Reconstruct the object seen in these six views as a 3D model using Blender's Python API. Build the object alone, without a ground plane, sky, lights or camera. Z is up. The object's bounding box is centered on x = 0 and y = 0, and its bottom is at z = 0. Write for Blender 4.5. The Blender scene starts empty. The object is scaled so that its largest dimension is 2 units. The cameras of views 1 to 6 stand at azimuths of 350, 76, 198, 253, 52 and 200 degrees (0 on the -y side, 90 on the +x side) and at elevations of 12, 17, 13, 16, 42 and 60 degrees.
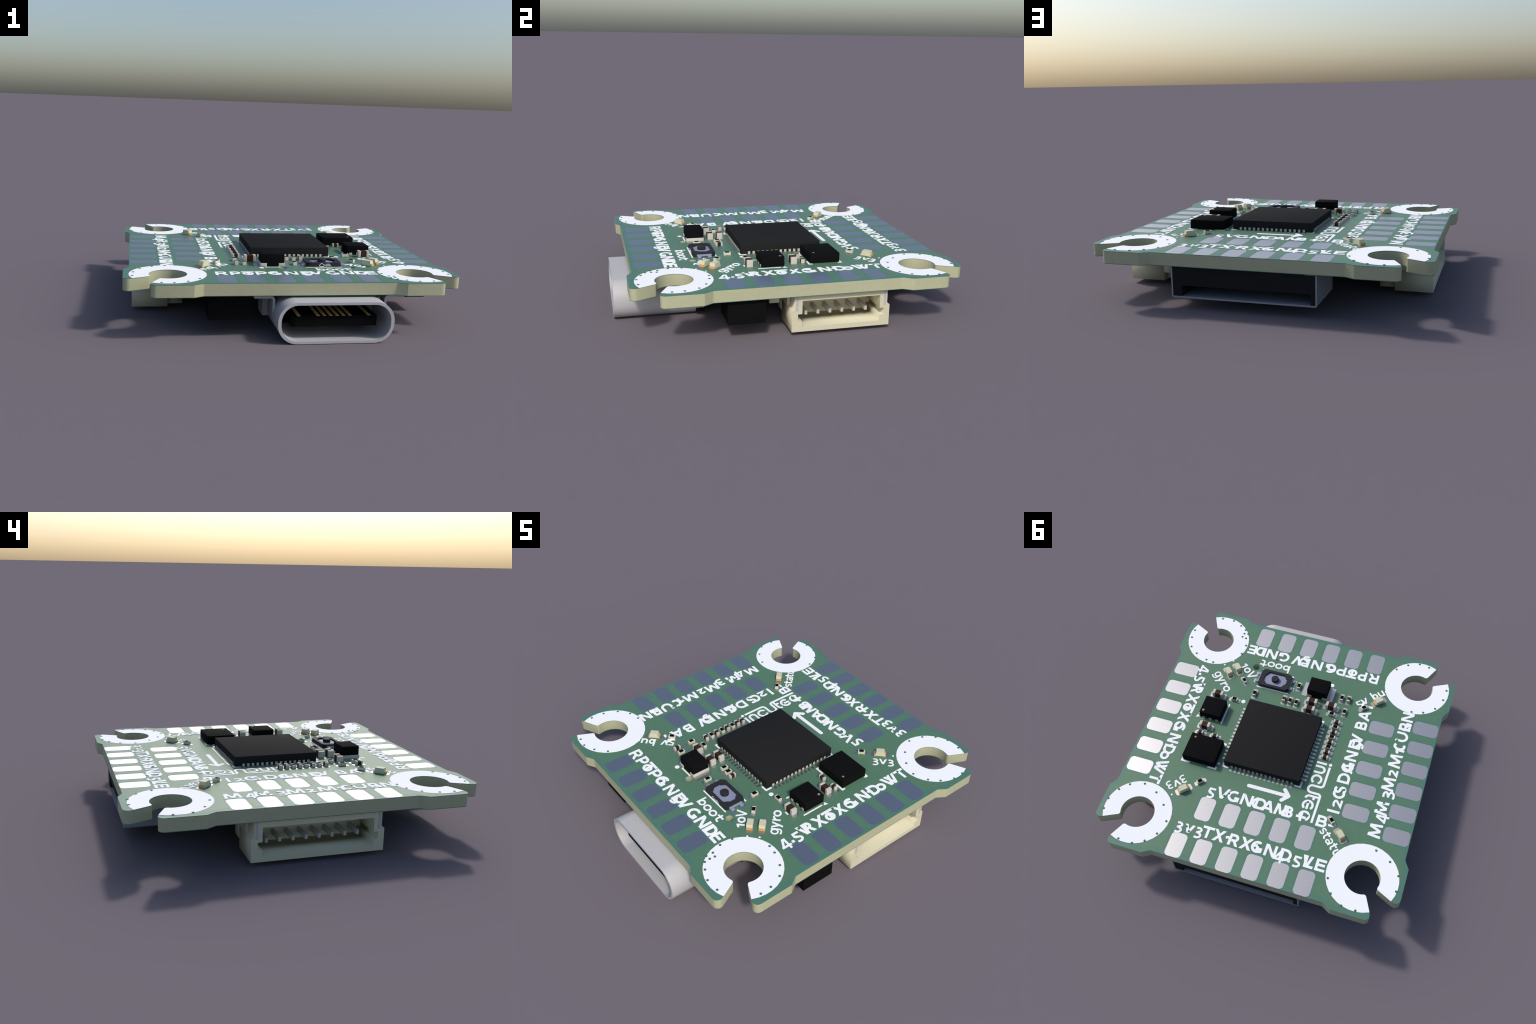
import bpy, bmesh, math
from mathutils import Vector, Matrix

# ---------------------------------------------------------------- frame
# Everything is measured in board millimetres: x, y from the board centre,
# z from the top of the printed legend.  S turns millimetres into scene metres.
S, CY, ZT = 0.07165, 0.0373, 0.31396
def P(x, y, z=0.0):
    return Vector((x * S, CY + y * S, ZT + z * S))

Z_MASK = -0.036      # top of the green lacquer
Z_LAM = -0.070       # top of the glass-fibre laminate
Z_LAM_B = -0.990     # its underside
Z_BOT = -1.030       # underside of the lower lacquer

# ---------------------------------------------------------------- materials
def material(name, base, rough=0.5, metal=0.0, spec=0.5, vary=0.06, scale=60.0,
             bump=0.0, coat=0.0, second=None, scale2=4.0):
    m = bpy.data.materials.new(name)
    m.use_nodes = True
    nt = m.node_tree
    b = nt.nodes["Principled BSDF"]
    tc = nt.nodes.new("ShaderNodeTexCoord")
    nz = nt.nodes.new("ShaderNodeTexNoise")
    nz.inputs["Scale"].default_value = scale
    nz.inputs["Detail"].default_value = 4.0
    nt.links.new(tc.outputs["Object"], nz.inputs["Vector"])
    rp = nt.nodes.new("ShaderNodeValToRGB")
    lo = [c * (1 - vary) for c in base]
    hi = [min(1.0, c * (1 + vary)) for c in base]
    rp.color_ramp.elements[0].position = 0.3
    rp.color_ramp.elements[1].position = 0.7
    rp.color_ramp.elements[0].color = (*lo, 1)
    rp.color_ramp.elements[1].color = (*hi, 1)
    nt.links.new(nz.outputs["Fac"], rp.inputs["Fac"])
    col = rp.outputs["Color"]
    if second is not None:
        n2 = nt.nodes.new("ShaderNodeTexNoise")
        n2.inputs["Scale"].default_value = scale2
        n2.inputs["Detail"].default_value = 2.0
        nt.links.new(tc.outputs["Object"], n2.inputs["Vector"])
        r2 = nt.nodes.new("ShaderNodeValToRGB")
        r2.color_ramp.elements[0].position = 0.42
        r2.color_ramp.elements[1].position = 0.62
        nt.links.new(n2.outputs["Fac"], r2.inputs["Fac"])
        mx = nt.nodes.new("ShaderNodeMix")
        mx.data_type = 'RGBA'
        nt.links.new(r2.outputs["Color"], mx.inputs["Factor"])
        nt.links.new(col, mx.inputs["A"])
        mx.inputs["B"].default_value = (*second, 1)
        col = mx.outputs["Result"]
    nt.links.new(col, b.inputs["Base Color"])
    b.inputs["Roughness"].default_value = rough
    b.inputs["Metallic"].default_value = metal
    b.inputs["Specular IOR Level"].default_value = spec
    b.inputs["Coat Weight"].default_value = coat
    if bump:
        bp = nt.nodes.new("ShaderNodeBump")
        bp.inputs["Strength"].default_value = bump
        bp.inputs["Distance"].default_value = 0.002
        nt.links.new(nz.outputs["Fac"], bp.inputs["Height"])
        nt.links.new(bp.outputs["Normal"], b.inputs["Normal"])
    return m

M_LAM = material("glass_fibre_laminate", (0.43, 0.435, 0.285), 0.7, vary=0.03, scale=40, spec=0.2)
M_MASK = material("green_lacquer", (0.075, 0.184, 0.135), 0.43, vary=0.03, scale=25, spec=0.36)
M_POUR = material("green_lacquer_over_copper", (0.088, 0.187, 0.115), 0.43, vary=0.03, scale=25, spec=0.38)  # base lightened and yellowed for the warm sheen off the copper below
M_SILK = material("white_legend_ink", (0.885, 0.90, 0.905), 0.8, vary=0.01, scale=90, spec=0.1)
M_VIA = material("green_lacquer_over_via", (0.055, 0.15, 0.115), 0.6, vary=0.03, spec=0.2)
M_PAD = material("tinned_pad", (0.485, 0.485, 0.50), 0.42, metal=1.0, vary=0.02)
M_MCU = material("dark_mould_compound", (0.0190, 0.0190, 0.0195), 0.85, vary=0.06, scale=120, spec=0.03)
M_IC = material("black_mould_compound", (0.0065, 0.0065, 0.007), 0.85, vary=0.06, scale=120, spec=0.03)
M_DOT = material("pin_one_mark", (0.30, 0.27, 0.21), 0.7, spec=0.2)
M_TERM = material("tin_terminal", (0.53, 0.51, 0.44), 0.6, vary=0.03, spec=0.2)
M_CAP = material("brown_ceramic", (0.045, 0.019, 0.013), 0.6, vary=0.08, spec=0.12)
M_RES = material("cream_alumina", (0.62, 0.59, 0.42), 0.7, vary=0.03, spec=0.2)
M_RTERM = material("tin_resistor_terminal", (0.60, 0.58, 0.48), 0.6, vary=0.03, spec=0.2)
M_FILM = material("black_resistor_film", (0.003, 0.003, 0.0035), 0.7, spec=0.05)
M_LENS = material("cream_lamp_resin", (0.58, 0.57, 0.41), 0.6, vary=0.03, spec=0.2)
M_ORANGE = material("orange_lamp_contact", (0.58, 0.31, 0.09), 0.5, vary=0.04, spec=0.3)
M_SWITCH = material("dark_switch_frame", (0.026, 0.026, 0.028), 0.65, vary=0.06, spec=0.15)
M_PLATE = material("sky_tinted_steel_plate", (0.25, 0.275, 0.39), 0.5, vary=0.03, spec=0.3)  # steel's reflection of the blue sky is tinted into this base colour
M_SHELL = material("matt_steel_shell", (0.46, 0.46, 0.475), 0.5, vary=0.02, spec=0.3)
M_CARD = material("dark_steel_shell", (0.29, 0.31, 0.36), 0.5, metal=0.2, vary=0.03)
M_SLOT = material("black_slot_plastic", (0.016, 0.016, 0.017), 0.7, vary=0.05, spec=0.1)
M_GOLD = material("gold_contact", (0.62, 0.44, 0.14), 0.45, vary=0.03, spec=0.4)
M_HOUSE = material("ivory_nylon", (0.60, 0.57, 0.41), 0.6, vary=0.02, spec=0.2)
M_NAIL = material("grey_solder_clip", (0.44, 0.44, 0.45), 0.5, vary=0.03, spec=0.3)
M_PIN = material("tin_pin", (0.46, 0.45, 0.43), 0.5, vary=0.03, spec=0.3)

# ---------------------------------------------------------------- helpers
ROOT = bpy.data.objects.new("circuit_board", None)
ROOT.location = (0, 0, 0)
ROOT["label"] = "small green circuit board with ports, chips and pads"
ROOT["category"] = "circuit board"
bpy.context.scene.collection.objects.link(ROOT)

def link(name, mesh, parent=None, loc=None, rot=0.0, stuff=False):
    o = bpy.data.objects.new(name, mesh)
    bpy.context.scene.collection.objects.link(o)
    o.parent = parent or ROOT
    if loc is not None:
        o.location = loc
    o.rotation_euler = (0, 0, rot)
    if stuff:
        o["kind"] = "stuff"
    return o

def finish(bm, name, mat, smooth=None):
    bmesh.ops.recalc_face_normals(bm, faces=bm.faces)
    me = bpy.data.meshes.new(name)
    bm.to_mesh(me)
    bm.free()
    me.materials.append(mat)
    if smooth is not None:
        for p in me.polygons:
            p.use_smooth = True
        me.set_sharp_from_angle(angle=math.radians(smooth))
    return me

def mm_box(bm, x0, x1, y0, y1, z0, z1, bevel=0.0, taper=0.0):
    """box in millimetres relative to the mesh origin, metres out"""
    xs, ys, zs = sorted((x0, x1)), sorted((y0, y1)), sorted((z0, z1))
    vs = []
    for k, z in enumerate(zs):
        t = taper * k
        for (x, y) in ((xs[0] + t, ys[0] + t), (xs[1] - t, ys[0] + t), (xs[1] - t, ys[1] - t), (xs[0] + t, ys[1] - t)):
            vs.append(bm.verts.new((x * S, y * S, z * S)))
    fs = [bm.faces.new([vs[i] for i in q]) for q in
          ((3, 2, 1, 0), (4, 5, 6, 7), (0, 1, 5, 4), (1, 2, 6, 5), (2, 3, 7, 6), (3, 0, 4, 7))]
    if bevel:
        es = list({e for f in fs for e in f.edges})
        bmesh.ops.bevel(bm, geom=es, offset=bevel * S, segments=2, affect='EDGES', profile=0.6)

def box_mesh(name, mat, *dims, bevel=0.0, taper=0.0):
    bm = bmesh.new()
    mm_box(bm, *dims, bevel=bevel, taper=taper)
    return finish(bm, name, mat, 35 if bevel else None)

def boxes_mesh(name, mat, lst, bevel=0.0):
    bm = bmesh.new()
    for d in lst:
        mm_box(bm, *d, bevel=bevel)
    return finish(bm, name, mat, 35 if bevel else None)

def plate_mesh(name, mat, loops, z0, z1, smooth=30):
    """filled outline(s) with holes, extruded from z0 to z1; millimetres in"""
    cu = bpy.data.curves.new(name, 'CURVE')
    cu.dimensions = '2D'
    cu.fill_mode = 'BOTH'
    cu.extrude = abs(z1 - z0) / 2 * S
    for lp in loops:
        sp = cu.splines.new('POLY')
        sp.points.add(len(lp) - 1)
        for i, (x, y) in enumerate(lp):
            sp.points[i].co = (x * S, y * S, 0, 1)
        sp.use_cyclic_u = True
    ob = bpy.data.objects.new(name, cu)
    bpy.context.scene.collection.objects.link(ob)
    dg = bpy.context.evaluated_depsgraph_get()
    me = bpy.data.meshes.new_from_object(ob.evaluated_get(dg))
    bpy.data.objects.remove(ob)
    bpy.data.curves.remove(cu)
    me.name = name
    me.transform(Matrix.Translation((0, 0, (z0 + z1) / 2 * S)))
    me.materials.clear()
    me.materials.append(mat)
    bm = bmesh.new()
    bm.from_mesh(me)
    bmesh.ops.remove_doubles(bm, verts=bm.verts, dist=1e-6)
    bmesh.ops.recalc_face_normals(bm, faces=bm.faces)
    bm.to_mesh(me)
    bm.free()
    if smooth:
        for p in me.polygons:
            p.use_smooth = True
        me.set_sharp_from_angle(angle=math.radians(smooth))
    return me

def circle(cx, cy, r, n=24, a0=0.0):
    return [(cx + r * math.cos(a0 + 2 * math.pi * i / n), cy + r * math.sin(a0 + 2 * math.pi * i / n)) for i in range(n)]

def fillet(pts, radii, seg=6):
    """round the corners of a closed polygon"""
    out = []
    n = len(pts)
    for i in range(n):
        p = Vector(pts[i]); a = Vector(pts[i - 1]); b = Vector(pts[(i + 1) % n]); r = radii[i]
        if not r:
            out.append(tuple(p)); continue
        u, v = (a - p), (b - p)
        lu, lv = u.length, v.length
        u.normalize(); v.normalize()
        ang = math.acos(max(-1, min(1, u.dot(v))))
        d = min(r / math.tan(ang / 2), lu * 0.49 if radii[i - 1] else lu * 0.95, lv * 0.49 if radii[(i + 1) % n] else lv * 0.95)
        r2 = d * math.tan(ang / 2)
        c = p + (u + v).normalized() * (r2 / math.sin(ang / 2))
        s0, s1 = p + u * d - c, p + v * d - c
        t0 = math.atan2(s0.y, s0.x); t1 = math.atan2(s1.y, s1.x)
        dt = (t1 - t0 + math.pi) % (2 * math.pi) - math.pi
        for k in range(seg + 1):
            t = t0 + dt * k / seg
            out.append((c.x + r2 * math.cos(t), c.y + r2 * math.sin(t)))
    return out

def round_rect(cx, cy, w, h, r, seg=6, rot=0.0):
    q = fillet([(-w / 2, -h / 2), (w / 2, -h / 2), (w / 2, h / 2), (-w / 2, h / 2)], [r] * 4, seg)
    c, s = math.cos(rot), math.sin(rot)
    return [(cx + x * c - y * s, cy + x * s + y * c) for x, y in q]

def lathe_mesh(name, mat, prof, n=28):
    """(radius, height) profile in millimetres turned about z"""
    bm = bmesh.new()
    rings = []
    for r, z in prof:
        if r <= 0:
            rings.append([bm.verts.new((0, 0, z * S))])
        else:
            rings.append([bm.verts.new((r * S * math.cos(2 * math.pi * i / n), r * S * math.sin(2 * math.pi * i / n), z * S)) for i in range(n)])
    for a, b in zip(rings, rings[1:]):
        for i in range(n):
            j = (i + 1) % n
            q = [a[i % len(a)], a[j % len(a)], b[j % len(b)], b[i % len(b)]]
            q = list(dict.fromkeys(q))
            if len(q) > 2:
                bm.faces.new(q)
    return finish(bm, name, mat, 40)

def ribbon_mesh(name, mat, strokes, width, z0, z1):
    """flat strokes of constant width along polylines; each stroke one layer"""
    bm = bmesh.new()
    for si, st in enumerate(strokes):
        pts, closed, rnd = st
        pts = [Vector(p) for p in pts]
        n = len(pts)
        L, R = [], []
        for i in range(n):
            if closed:
                a, b = pts[i - 1], pts[(i + 1) % n]
            else:
                a, b = pts[max(i - 1, 0)], pts[min(i + 1, n - 1)]
            p = pts[i]
            d1 = (p - a).normalized() if (p - a).length > 1e-9 else (b - p).normalized()
            d2 = (b - p).normalized() if (b - p).length > 1e-9 else d1
            t = (d1 + d2).normalized()
            nn = Vector((-t.y, t.x))
            k = width / 2 / max(0.45, nn.dot(Vector((-d1.y, d1.x))))
            L.append(p + nn * k); R.append(p - nn * k)
        if rnd and not closed:
            def cap(p, d):
                a0 = math.atan2(d.y, d.x)
                return [p + Vector((math.cos(a0 + t), math.sin(a0 + t))) * width / 2 for t in (math.radians(x) for x in (-60, -30, 0, 30, 60))]
            poly = R + cap(pts[-1], (pts[-1] - pts[-2])) + L[::-1] + cap(pts[0], pts[0] - pts[1])
            polys = [poly]
        else:
            polys = []
        dz = 0.0012 * (si % 12)
        def prism(lp):
            top = [bm.verts.new((p.x * S, p.y * S, (z1 + dz) * S)) for p in lp]
            bot = [bm.verts.new((p.x * S, p.y * S, z0 * S)) for p in lp]
            bm.faces.new(top); bm.faces.new(bot[::-1])
            m = len(lp)
            for i in range(m):
                bm.faces.new((top[i], bot[i], bot[(i + 1) % m], top[(i + 1) % m]))
        if polys and n == 2:
            prism(polys[0])
        else:
            m = n if closed else n - 1
            tv = [[bm.verts.new((q.x * S, q.y * S, z * S)) for q in side] for z in (z1 + dz, z0) for side in (L, R)]
            for i in range(m):
                j = (i + 1) % n
                bm.faces.new((tv[0][i], tv[1][i], tv[1][j], tv[0][j]))
                bm.faces.new((tv[2][i], tv[2][j], tv[3][j], tv[3][i]))
                bm.faces.new((tv[0][i], tv[0][j], tv[2][j], tv[2][i]))
                bm.faces.new((tv[1][i], tv[3][i], tv[3][j], tv[1][j]))
            if not closed:
                for i in (0, n - 1):
                    bm.faces.new((tv[0][i], tv[2][i], tv[3][i], tv[1][i]))
    return finish(bm, name, mat)

def arc(cx, cy, r, a0, a1, n=12):
    return [(cx + r * math.cos(math.radians(a0 + (a1 - a0) * i / n)), cy + r * math.sin(math.radians(a0 + (a1 - a0) * i / n))) for i in range(n + 1)]

ORIGIN = P(0, 0, 0)

# ---------------------------------------------------------------- board outline
HALF, EDGE, EDGE_Y = 13.437, 12.985, 13.03          # corner lugs and recessed straight edges
HOLE_C, HOLE_R = 10.0, 1.487         # mounting holes
WEDGE = 19.6                         # half angle of the slot that opens each hole
def slot_path():
    """open slot of the (+,+) corner, from the +x side to the +y side"""
    a0, a1 = math.radians(45 - WEDGE), math.radians(45 + WEDGE)
    pol = lambda r, a: (HOLE_C + r * math.cos(a), HOLE_C + r * math.sin(a))
    reach = (HALF - HOLE_C)
    tip0 = (HALF, HOLE_C + reach * math.tan(a0))
    tip1 = (HOLE_C + reach * math.tan(a0), HALF)
    pts, rad = [tip0, pol(HOLE_R, a0)], [0.42, 0.22]
    n = 30
    start, span = a0 - math.radians(13), -(2 * math.pi - (a1 - a0) - math.radians(26))
    for i in range(n + 1):
        pts.append(pol(HOLE_R, start + span * i / n)); rad.append(0)
    pts += [pol(HOLE_R, a1), tip1]; rad += [0.22, 0.42]
    return pts, rad

def board_loop(inset=0.0):
    sp, sr = slot_path()
    q = [(EDGE, 7.50), (HALF, 8.21)] + sp + [(8.21, HALF), (7.50, EDGE_Y)]
    r = [0.35, 0.12] + sr + [0.12, 0.35]
    pts, rad = [], []
    for k, (sx, sy) in enumerate(((1, 1), (-1, 1), (-1, -1), (1, -1))):
        seq = list(zip(q, r))
        if sx * sy < 0:
            seq = seq[::-1]
        for (x, y), rr in seq:
            pts.append((sx * x, sy * y)); rad.append(rr)
    return fillet(pts, rad)

outline = board_loop()
locating_holes = [(5.31, -7.92), (-0.47, -7.92)]
drill = [circle(x, y, 0.325, 24) for x, y in locating_holes]
link("laminate", plate_mesh("laminate", M_LAM, [outline] + drill, Z_LAM_B, Z_LAM), loc=ORIGIN)
drill_w = [circle(x, y, 0.335, 24) for x, y in locating_holes]
link("solder_mask", plate_mesh("solder_mask", M_MASK, [outline] + drill_w, Z_LAM, Z_MASK), loc=ORIGIN)
link("solder_mask", plate_mesh("solder_mask", M_MASK, [outline] + drill_w, Z_BOT, Z_LAM_B), loc=ORIGIN)

# ---------------------------------------------------------------- wiring pads
PITCH = 2.25
pad_long, pad_short = 2.24, 1.42
pads = []          # (x, y, lies along x?)
for i in range(6):
    t = (i - 2.5) * PITCH
    pads += [(11.67, t, True), (-11.79, t, True), (t, 11.90, False), (t, -11.60, False)]
for i in range(5):
    t = (i - 2) * PITCH
    pads += [(-7.96, t, True), (t, 8.02, False)]
pm = {d: plate_mesh("solder_pad", M_PAD, [round_rect(0, 0, *((pad_long, pad_short) if d else (pad_short, pad_long)), 0.36, 8)], Z_MASK, Z_MASK + 0.008)
      for d in (True, False)}
for x, y, d in pads:
    link("solder_pad", pm[d], loc=P(x, y))

# copper plane seen through the lacquer: everything but a margin and pad clearances
clear = []
for x, y, d in pads:
    w, h = (pad_long, pad_short) if d else (pad_short, pad_long)
    if abs(x) > 11 or abs(y) > 11:
        continue
    clear.append(round_rect(x, y, w + 0.30, h + 0.30, 0.48, 5))
# edge pads bite the margin: notch the pour there instead of leaving slivers
def pour_outline():
    m = 0.42
    e = EDGE - m
    hw = pad_short / 2 + 0.15
    depth = [11.67, 11.90, 11.79, 11.60]
    corner = [(e, 7.35), (HALF - m, 8.15), (HALF - m, 10.7), (12.75, 10.7)] + arc(HOLE_C, HOLE_C, 2.88, 14, -284, 34) + [(10.7, 12.75), (10.7, HALF - m), (8.15, HALF - m), (7.35, e)]
    out = []
    for k in range(4):
        c, s = [(1, 0), (0, 1), (-1, 0), (0, -1)][k]
        run, dp = [], depth[k] - pad_long / 2 - 0.15
        for i in range(6):
            t = (i - 2.5) * PITCH
            run += [(e, t - hw), (dp, t - hw), (dp, t + hw), (e, t + hw)]
        for (x, y) in run + corner:
            out.append((x * c - y * s, x * s + y * c))
    return out
link("copper_pour", plate_mesh("copper_pour", M_POUR, [pour_outline()] + clear + [circle(x, y, 0.55, 24) for x, y in locating_holes], Z_MASK, Z_MASK + 0.004, smooth=0), loc=ORIGIN)

# ---------------------------------------------------------------- white legend
# ring around each mounting hole
sp, sr = slot_path()
def ring_loop():
    a0, a1 = math.radians(45 - WEDGE + 0.3), math.radians(45 + WEDGE - 0.3)
    inner = fillet([(HOLE_C + 3.0 * math.cos(a0), HOLE_C + 3.0 * math.sin(a0))] + sp[1:-1] + [(HOLE_C + 3.0 * math.cos(a1), HOLE_C + 3.0 * math.sin(a1))],
                   [0] + sr[1:-1] + [0])
    # outer arc back from the +y side of the slot round to the +x side
    n = 30
    span = (2 * math.pi - (a1 - a0))
    outer = [(HOLE_C + 3.005 * math.cos(a1 + span * i / n), HOLE_C + 3.005 * math.sin(a1 + span * i / n)) for i in range(1, n)]
    return inner + outer
ring = ring_loop()
for sx, sy in ((1, 1), (-1, 1), (-1, -1), (1, -1)):
    lp = [(sx * x, sy * y) for x, y in ring]
    link("legend_ring", plate_mesh("legend_ring", M_SILK, [lp], Z_MASK + 0.001, -0.020, smooth=0), loc=ORIGIN)

# via bumps that show as green dots through the rings and letters
via_points = {
    (1, -1): [(10.57, -12.74), (9.42, -12.79), (8.49, -12.38), (7.87, -11.99), (7.46, -11.57), (7.84, -11.52), (7.89, -11.09), (7.49, -11.0), (7.18, -10.13), (7.24, -9.04), (9.55, -7.23), (10.29, -7.33), (11.49, -7.78), (12.29, -8.43), (12.69, -9.55), (12.74, -10.49)],
    (-1, -1): [(-7.66, -11.6), (-8.6, -12.42), (-9.65, -12.85), (-10.58, -12.72), (-12.72, -10.51), (-12.64, -9.35), (-12.13, -8.17), (-11.17, -7.42), (-10.13, -7.18)],
    (-1, 1): [(-10.49, 7.36), (-11.82, 8.01), (-12.77, 9.02), (-12.9, 10.37), (-10.19, 12.91), (-9.01, 12.85), (-7.92, 12.12), (-7.33, 10.92)],
    (1, 1): [(12.44, 8.47), (11.72, 7.73), (10.48, 7.28), (9.17, 7.78), (8.09, 8.73), (7.25, 10.12), (7.56, 11.44), (8.3, 12.36), (9.24, 12.88), (10.51, 12.84), (12.92, 10.58), (12.95, 9.57)],
}
letter_vias = [(9.5, -4.35), (9.42, -0.78), (9.9, 0.42), (9.47, 6.42), (3.67, -9.35), (0.02, -9.65), (5.4, 10.05), (5.05, 10.42), (-1.05, 9.85), (3.05, 5.98), (3.38, 6.32),
               (-10.02, 2.85), (-9.75, 3.62), (-6.42, 2.62), (-3.75, 4.72), (-9.6, -3.75), (-4.1, 5.98)]
via = lathe_mesh("via_cover", M_VIA, [(0.098, -0.034), (0.098, 0.004), (0.0, 0.005)], 16)
for pts in list(via_points.values()) + [letter_vias]:
    for x, y in pts:
        link("via_cover", via, loc=P(x, y))

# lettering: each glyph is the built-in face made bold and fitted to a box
CAP, XH = 1.09, 0.80
BOX = {'3': (-0.25, 0.81), '4': (-0.31, 0.81), '5': (-0.26, 0.79), '0': (-0.01, 0.82), 'o': (-0.01, 0.82), '1': (0, 0.80), '2': (0, 0.82),
       '.': (0, 0.24), 'v': (0, 0.79), '+': (0.0, 0.82), '-': (0.28, 0.47), 'g': (-0.33, 0.81), 'y': (-0.33, 0.79), 'r': (0, 0.80),
       'b': (0, 1.12), 't': (0, 1.0), 's': (0, 0.81), 'a': (0, 0.81), 'u': (0, 0.79)}
STROKE = 0.235
def bar(x0, y0, x1, y1, t):
    """slanted stem with level ends"""
    k = t * math.hypot(x1 - x0, y1 - y0) / abs(y1 - y0)
    return ('poly', [(x0 - k, y0), (x0 + k, y0), (x1 + k, y1), (x1 - k, y1)])
def oval(cx, cy, rx, ry, a0, a1, n=14):
    return [(cx + rx * math.cos(math.radians(a0 + (a1 - a0) * i / n)), cy + ry * math.sin(math.radians(a0 + (a1 - a0) * i / n))) for i in range(n + 1)]
def glyph(c, w, h, t):
    """strokes of one character in a w x h box; t is half the stroke width"""
    line = lambda *p: ('line', list(p))
    m = h / 2
    def bowl(y0, y1, wr, x0=t):
        r = min((y1 - y0) / 2, wr - x0)
        cx = wr - r
        return line(*([(x0, y1), (cx, y1)] + oval(cx, (y0 + y1) / 2, r, (y1 - y0) / 2, 90, -90)[1:-1] + [(cx, y0), (x0, y0)]))
    stem = line((t, 0), (t, h))
    k = 1.18 * t
    if c == 'I': return [stem]
    if c == 'L': return [line((t, h), (t, t), (w, t))]
    if c == 'E': return [line((w, h - t), (t, h - t), (t, t), (w, t)), line((2 * t, m + 0.02), (w * 0.93, m + 0.02))]
    if c == 'T': return [line((0, h - t), (w, h - t)), line((w / 2, h - 2 * t), (w / 2, 0))]
    if c == 'N': return [stem, line((w - t, 0), (w - t, h)), bar(w - t * 1.25, 0, t * 1.25, h, t)]
    if c == 'M': return [bar(t * 1.05, 0, w * 0.17, h, t), bar(w * 0.5, h * 0.08, w * 0.19, h, t), bar(w * 0.5, h * 0.08, w * 0.81, h, t), bar(w - t * 1.05, 0, w * 0.83, h, t)]
    if c == 'A': return [bar(k, 0, w / 2, h, t), bar(w - k, 0, w / 2, h, t), line((w * 0.24, h * 0.29), (w * 0.76, h * 0.29))]
    if c in 'Vv': return [bar(w / 2, 0, k, h, t), bar(w / 2, 0, w - k, h, t)]
    if c == 'X': return [bar(k * 1.1, 0, w - k * 1.1, h, t), bar(w - k * 1.1, 0, k * 1.1, h, t)]
    if c == 'y': return [bar(w * 0.30, 0, w - k, h, t), bar(w * 0.50, h * 0.28, k, h, t)]
    if c == 'D': return [stem, bowl(t, h - t, w - t, 2 * t)]
    if c == 'P': return [stem, bowl(h * 0.40, h - t, w - t, 2 * t)]
    if c == 'R': return [stem, bowl(h * 0.45, h - t, w * 0.88 - t, 2 * t), bar(w - k * 1.15, 0, w * 0.50, h * 0.45, t)]
    if c == 'B': return [stem, bowl(m, h - t, w * 0.92 - t, 2 * t), bowl(t, m, w - t, 2 * t)]
    if c == 'C': return [line(*oval(w * 0.56, m, w * 0.56 - t, m - t, 52, 308, 22))]
    if c == 'G': return [line(*(oval(w * 0.53, m, w * 0.53 - t, m - t, 55, 290, 22) + [(w - t, t + 0.07)])), line((w - t, 0.08), (w - t, h * 0.48)), line((w - 2 * t, h * 0.48 - t), (w * 0.60, h * 0.48 - t))]
    if c == 'S' or c == 's':
        r1, r2 = (h - 2 * t) * 0.25, (h - 2 * t) * 0.25
        cx, rx = w / 2, w / 2 - t
        return [line(*(oval(cx, h - t - r1, rx * 0.95, r1, 35, 270, 14) + oval(cx, t + r2, rx, r2, 90, -145, 14)[1:]))]
    if c == 'U' or c == 'u':
        r = min(w / 2 - t, h * 0.45)
        q = [line(*([(t, h), (t, t + r)] + oval(w / 2, t + r, w / 2 - t, r, 180, 360)[1:-1] + [(w - t, t + r), (w - t, h)]))]
        return q + ([line((w - t, 0), (w - t, r))] if c == 'u' else [])
    if c in '0o': return [('ring', oval(w / 2, m, w / 2 - t, m - t, 0, 360 * 27 / 28, 27))]
    if c == '1': return [line((w - t, 0), (w - t, h)), line((w - 2 * t, h - t * 1.1), (0, h * 0.70))]
    if c == '2': return [line(*(oval(w * 0.46, h * 0.70, w * 0.40 - t * 0.3, h * 0.30 - t, 165, -20, 12) + [(w * 0.22, t), (w, t)]))]
    if c == '3':
        return [line(*(oval(w * 0.42, h * 0.745, w * 0.50 - t, h * 0.255 - t, 135, -90, 12))), line(*oval(w * 0.42, h * 0.285, w * 0.58 - t, h * 0.285 - t + 0.02, 88, -128, 14)), line((w * 0.22, h * 0.50 + 0.02), (w * 0.44, h * 0.50 + 0.02))]
    if c == '4': return [line((w * 0.72, 0), (w * 0.72, h)), line((0, h * 0.30), (w, h * 0.30)), bar(t * 1.3, h * 0.30, w * 0.62, h, t)]
    if c == '5': return [line((w * 0.95, h - t), (w * 0.24, h - t), (w * 0.18, h * 0.56)), line(*([(w * 0.16, h * 0.55), (w * 0.40, h * 0.59)] + oval(w * 0.42, h * 0.30, w * 0.58 - t, h * 0.30 - t + 0.0, 85, -130, 14)))]
    if c == '.': return [('poly', [(0, 0), (w, 0), (w, h), (0, h)])]
    if c == '-': return [('poly', [(0, 0), (w, 0), (w, h), (0, h)])]
    if c == '+': return [line((0, m), (w, m)), line((w / 2, 0), (w / 2, h))]
    if c == 'b': return [stem, ('ring', oval(w * 0.54, h * 0.35, w * 0.46 - t, h * 0.35 - t, 0, 360 * 27 / 28, 27))]
    if c == 'a': return [line((w - t, 0), (w - t, h * 0.6)), line(*([(w - t, h * 0.55)] + oval(w * 0.5, h * 0.62, w * 0.5 - t, h * 0.38 - t, 0, 150, 10))), ('ring', oval(w * 0.42, h * 0.28, w * 0.42 - t, h * 0.30 - t, 0, 340, 20))]
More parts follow.
